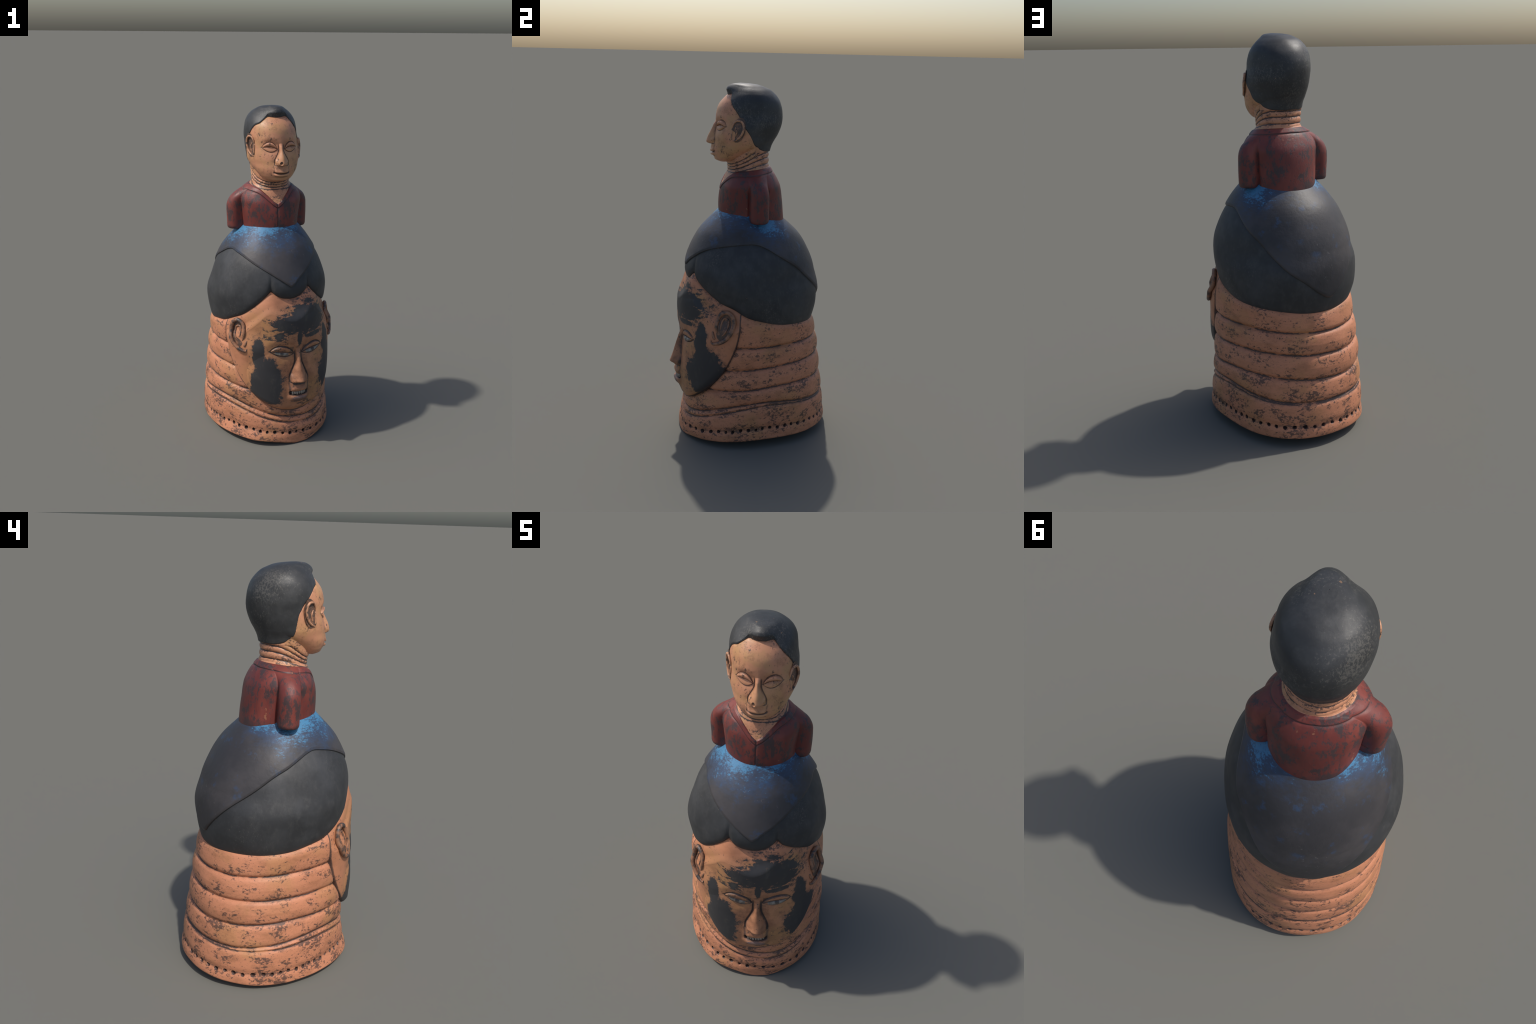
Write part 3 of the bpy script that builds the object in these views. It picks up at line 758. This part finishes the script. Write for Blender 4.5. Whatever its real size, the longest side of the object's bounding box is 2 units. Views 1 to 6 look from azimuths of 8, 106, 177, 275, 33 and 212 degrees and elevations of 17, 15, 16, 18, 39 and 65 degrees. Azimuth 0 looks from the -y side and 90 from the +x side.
TRAGUS = [(-.052, -.020, .001, .005), (-.046, -.040, .004, .0065), (-.038, -.058, .004, .0055)]
def ear(name, place, side, cz, caz, scale, mat, parent, rot, per_degree, curves, rise):
    parts = []
    for c in curves:
        q = path_through(c, 46)
        s, t, o, r = (q[:, i]*scale for i in range(4))
        end = np.minimum(np.minimum(np.arange(46), np.arange(46)[::-1])/4.0, 1)
        r = r*np.sqrt(np.clip(0.04 + end, 0, 1))
        parts.append(tube(place(side*(caz + s/per_degree), cz + t, o), r))
    # back of the ear, from the rolled edge down to the head
    q = path_through(curves[0], 46); w = np.linspace(0, 1, 5)[:, None]
    v = place(side*(caz + (q[:, 0] + 0.0*w)*scale/per_degree), cz + q[:, 1]*scale + 0*w, (q[:, 2]*(1 - w) - 0.006*w)*scale)
    f = grid_faces(5, 46, False).reshape(-1, 4)
    parts.append((v.reshape(-1, 3), f)); parts.append((v.reshape(-1, 3), f[:, ::-1]))
    # hollow plate under the folds
    a = np.linspace(0, 2*np.pi, 48, endpoint=False); k = np.linspace(0.02, 1, 8)[:, None]
    s = (0.004 + 0.036*np.cos(a)*k + 0.010*np.sin(a)*k)*scale; t = (0.004 + 0.066*np.sin(a)*k)*scale
    v = place(side*(caz + s/per_degree), cz + t, (rise*np.clip((s/scale + 0.03)/0.06, 0, 1)*(0.25 + 0.75*k**2) + 0.001)*scale)
    f = grid_faces(8, 48).reshape(-1, 4)
    Vv, Ff = join(parts)
    ob = make_object(name, make_mesh(name, Vv, Ff), mat, parent, rot)
    make_object('ear_hollow', make_mesh('ear_hollow', v.reshape(-1, 3), f if side > 0 else f[:, ::-1]), hollow_paint, ob)
    return ob
for side, caz, cz in ((1, 52.0, .712), (-1, 49.5, .694)):
    ear('ear', on_face, side, cz, caz, 1.12, ear_paint, root, 0, 0.0065, [[(a, b, o - 0.004, r*1.02) for a, b, o, r in c] for c in (HELIX, FOLD, TRAGUS)], 0.003)

# --- eyes: pale painted balls between the lids
eye_paint = Paint('pale_eye')
ex = SH.abs(eye_paint.x - MASK['cx']) - MASK['ex'] - 0.004
pupil = SH.smooth(0.013, 0.009, SH.sqrt(ex*ex + (eye_paint.z - 0.600)*(eye_paint.z - 0.600)*1.3) + (eye_paint.noise(60) - 0.5)*0.010)
gl = eye_paint.mix((0.13, 0.11, 0.09), (0.27, 0.24, 0.20), SH.smooth(0.4, 0.65, eye_paint.noise(45, 4, 0.7)))
gl = eye_paint.mix(gl, (0.05, 0.04, 0.036), pupil*0.85)
eye_paint = eye_paint.finish(gl, 0.4)
def eyeball(name, q, side, place_xz, bulge, mat, rot):
    e = np.linspace(-0.58, 0.66, 40)[:, None]; t = np.linspace(0.16, 0.86, 16)[None, :]
    c = 1 - e*e
    z = q['ez'] + q['tilt']*e - q['lo']*c + t*c*(q['lo'] + q['li'])
    x = q['cx'] + side*(q['ex'] + q['L']*e) + 0*t
    edge = np.minimum(1, 5*np.minimum(np.minimum(t - 0.16, 0.86 - t), np.minimum(e + 0.58, 0.66 - e)*0.5))
    v = place_xz(x, z, bulge*np.sqrt(np.maximum(edge, 0)) - 0.001)
    f = grid_faces(40, 16, False).reshape(-1, 4)
    return make_object(name, make_mesh(name, v.reshape(-1, 3), f if side < 0 else f[:, ::-1]), mat, root, rot)
def mask_xz(x, z, off):
    a = np.arctan2(x, 0.41 + 0*x)
    for _ in range(6):
        r = FACE_STACK[1](a, z); a = np.arcsin(np.clip(x/r, -1, 1))
    return on_face(np.degrees(a), z, off)
for side in (1, -1):
    eyeball('eye', MASK, side, mask_xz, 0.0042, eye_paint, 0)

# --- teeth
tooth_paint = mat_plain('tooth_paint', (0.36, 0.33, 0.28), (0.20, 0.16, 0.13), 0.4)
gx, gy = np.meshgrid(np.linspace(-1, 1, 9), np.linspace(-1, 1, 9))
cap = np.stack([gx*0.0056, -0.004*np.sqrt(np.clip(1 - 0.55*gx**4 - 0.4*gy**4, 0, 1)), gy*0.0085], -1)
back = cap*[1, 0, 1] + [0, 0.006, 0]
tooth_v, tooth_f = join([(cap.reshape(-1, 3), grid_faces(9, 9, False).reshape(-1, 4)), (back.reshape(-1, 3), grid_faces(9, 9, False).reshape(-1, 4)[:, ::-1])])
tooth_mesh = make_mesh('tooth', tooth_v, tooth_f)
for i, xx in enumerate((-.039, -.0265, -.0135, .0005, .0145, .027, .039)):
    ob = make_object('tooth', tooth_mesh, None, root)
    yy = -.4515 + 6.5*xx*xx
    ob.location = (MASK['cx'] + xx, yy, MASK['zm'] + 0.003 + 0.0012*math.sin(i*2.3))
    ob.rotation_euler = (rad(3*math.sin(i)), 0, math.atan(13*xx)); ob.scale = (1 + 0.1*math.sin(i*1.7), 1, 1 + 0.1*math.cos(i*3.1))
tooth_mesh.materials.append(tooth_paint)

def split_sides(name, me, mat):
    """Two objects, left and right, from one mesh that holds both pieces of the bust's surface."""
    co = np.zeros(len(me.vertices)*3, np.float32); me.vertices.foreach_get('co', co); co = co.reshape(-1, 3)
    lp = np.zeros(len(me.loops), np.int32); me.loops.foreach_get('vertex_index', lp); lp = lp.reshape(-1, 4)
    nrm = np.zeros(len(me.loops)*3, np.float32); me.corner_normals.foreach_get('vector', nrm); nrm = nrm.reshape(-1, 3)
    vn = np.zeros_like(co); vn[lp.ravel()] = nrm
    for side in (1, -1):
        f = lp[(co[lp[:, 0], 0] > 0.01) == (side > 0)]; used, inv = np.unique(f, return_inverse=True)
        make_object(name, make_mesh(name, co[used], inv.reshape(-1, 4), vn[used]), mat, root, BUST_TURN)
    bpy.data.meshes.remove(me)

# --- bust: shirt and bare chest
shirt_paint = mat_shirt()
bare, ring_skin = mat_bust_skin('bust_face_paint', False), mat_bust_skin('bust_neck_paint', True)
nb = 640
ub = np.linspace(-1, 1, nb, endpoint=False)
az_line = np.pi*(ub - 0.16*np.sin(np.pi*ub))
z_line = np.r_[np.linspace(1.20, 1.258, 8), np.linspace(1.260, 1.296, 34)[0:], np.linspace(1.298, 1.585, 230)]
A, Z = np.meshgrid(az_line, z_line)
A, Z, g = snap((A, Z), lambda a, z: collar_line(np.degrees(a)) - z)
R = body_radius(A, Z)
P0 = np.stack([R*np.sin(A) + 0.006, -R*np.cos(A) - 0.03, Z], -1)
R = R + 0.0008*lumps(P0, 30) + 0.0012*lumps(P0, 12, 14)
V = np.stack([R*np.sin(A) + 0.006, -R*np.cos(A) - 0.03, Z], -1)
label = np.where(face_mean(g) > 0, 0, 1)
arm_zone = (np.abs(np.abs(np.degrees(A[:-1]) + 0.39) - 97) < 17.5) & (Z[:-1] < 1.435) & (Z[:-1] > 1.258)
label = np.where((label == 0) & arm_zone, 2, label)
meshes = split_regions(V, label, {0: 'torso', 1: 'chest', 2: 'arm'})
make_object('torso', meshes['torso'], shirt_paint, root, BUST_TURN)
make_object('chest', meshes['chest'], ring_skin, root, BUST_TURN)
split_sides('arm', meshes['arm'], shirt_paint)

# --- bust: ringed neck
A, Z = np.meshgrid(np.linspace(-np.pi, np.pi, 300, endpoint=False), np.linspace(1.46, 1.70, 110))
R = BUST_NECK[1](A, Z, 0.006, -0.039)
Y = -R*np.cos(A) - 0.039
for k0, k1, wd in BUST_GROOVES:
    R = R - 0.0085*np.exp(-np.abs(Z - bust_groove(NP, Y, k0, k1))/(wd*1.7))
R = R + 0.0030
P0 = np.stack([R*np.sin(A), -R*np.cos(A), Z], -1); R = R + 0.0010*lumps(P0, 35)
V = np.stack([R*np.sin(A) + 0.006, -R*np.cos(A) - 0.039, Z], -1)
make_object('neck', make_mesh('neck', V.reshape(-1, 3), grid_faces(*V.shape[:2]).reshape(-1, 4)), ring_skin, root, BUST_TURN)

# --- bust: head, cut into face and hair
nh_az, nh_el = 600, 380
v_ = np.linspace(-1, 1, nh_az, endpoint=False)
A, EL = np.meshgrid(np.pi*(v_ - 0.14*np.sin(np.pi*v_)), np.linspace(-np.pi/2 + 0.004, np.pi/2 - 0.004, nh_el))
def head_g(a, el):
    D = np.stack([np.cos(el)*np.sin(a), -np.cos(el)*np.cos(a), np.sin(el)], -1)
    return hair_side(HEAD_C + D*head_ray(D)[..., None])
A, EL, g = snap((A, EL), head_g)
V = head_surface(A, EL)
V = V + (V - HEAD_C)*((0.0007*lumps(V, 40) + 0.0010*lumps(V, 16, 14))/0.16)[..., None]
V[..., 2] = V[..., 2] - 0.35*np.maximum(V[..., 2] - 1.985, 0)**1.0*NP.smooth(1.985, 2.01, V[..., 2])
label = np.where(face_mean(g) > 0, 1, 0)
Xc, Zc, Yc = (face_mean(V[..., k]) for k in (0, 2, 1))
e_, c_, up_ = eye_parts(NP, np.abs(Xc - BUST['cx']), Zc, BUST)
label = np.where((label == 0) & (np.abs(e_) < 0.92) & (up_ > -c_*BUST['lo']) & (up_ < c_*BUST['li']) & (Yc < -0.10), 2, label)
meshes = split_regions(V, label, {0: 'small_face', 1: 'small_hair', 2: 'small_eyes'})
split_sides('eye', meshes['small_eyes'], bare)
make_object('head', meshes['small_face'], bare, root, BUST_TURN)
make_object('short_hair', meshes['small_hair'], mat_hair('short_hair_paint', 0.53, (0.025, 0.026, 0.027), 0.165), root, BUST_TURN)

def on_head(deg, z, off=0.0):
    a = np.radians(np.asarray(deg, float)); z = np.asarray(z, float) + 0*a
    lo = np.zeros_like(a); hi = np.full_like(a, 0.4)
    for _ in range(22):
        m = 0.5*(lo + hi)
        ins = head_value(np.stack([0.006 + m*np.sin(a), -0.03 - m*np.cos(a), z], -1)) < 0
        lo = np.where(ins, m, lo); hi = np.where(ins, hi, m)
    r = lo + off
    return np.stack([0.006 + r*np.sin(a), -0.03 - r*np.cos(a), z], -1)
SMALL_HELIX = [(-.030, .012, .000, .004), (-.024, .034, .003, .005), (-.006, .052, .006, .0055), (.016, .050, .009, .006), (.030, .030, .011, .006), (.029, .000, .010, .006), (.014, -.030, .007, .0055), (-.010, -.050, .004, .005), (-.030, -.058, .001, .004)]
SMALL_FOLD = [(-.030, .012, .000, .004), (-.031, -.020, .001, .005), (-.030, -.052, .000, .0045)]
SMALL_INNER = [(-.014, .020, .001, .003), (-.004, -.004, .003, .004), (-.012, -.034, .001, .003)]
small_ear_paint = mat_plain('small_ear_paint', (0.47, 0.235, 0.13), (0.05, 0.045, 0.042), 0.45, 60, 0.47, 0.66)
for side, caz, cz in ((1, 60.5, 1.757), (-1, 62.0, 1.779)):
    ear('ear', lambda d, z, o=0.0: on_head(d, z, np.asarray(o) - (0.005 if side > 0 else 0.003)), side, cz, caz, 1.0, small_ear_paint, root, BUST_TURN, 0.0028, (SMALL_HELIX, SMALL_FOLD, SMALL_INNER), 0.006)
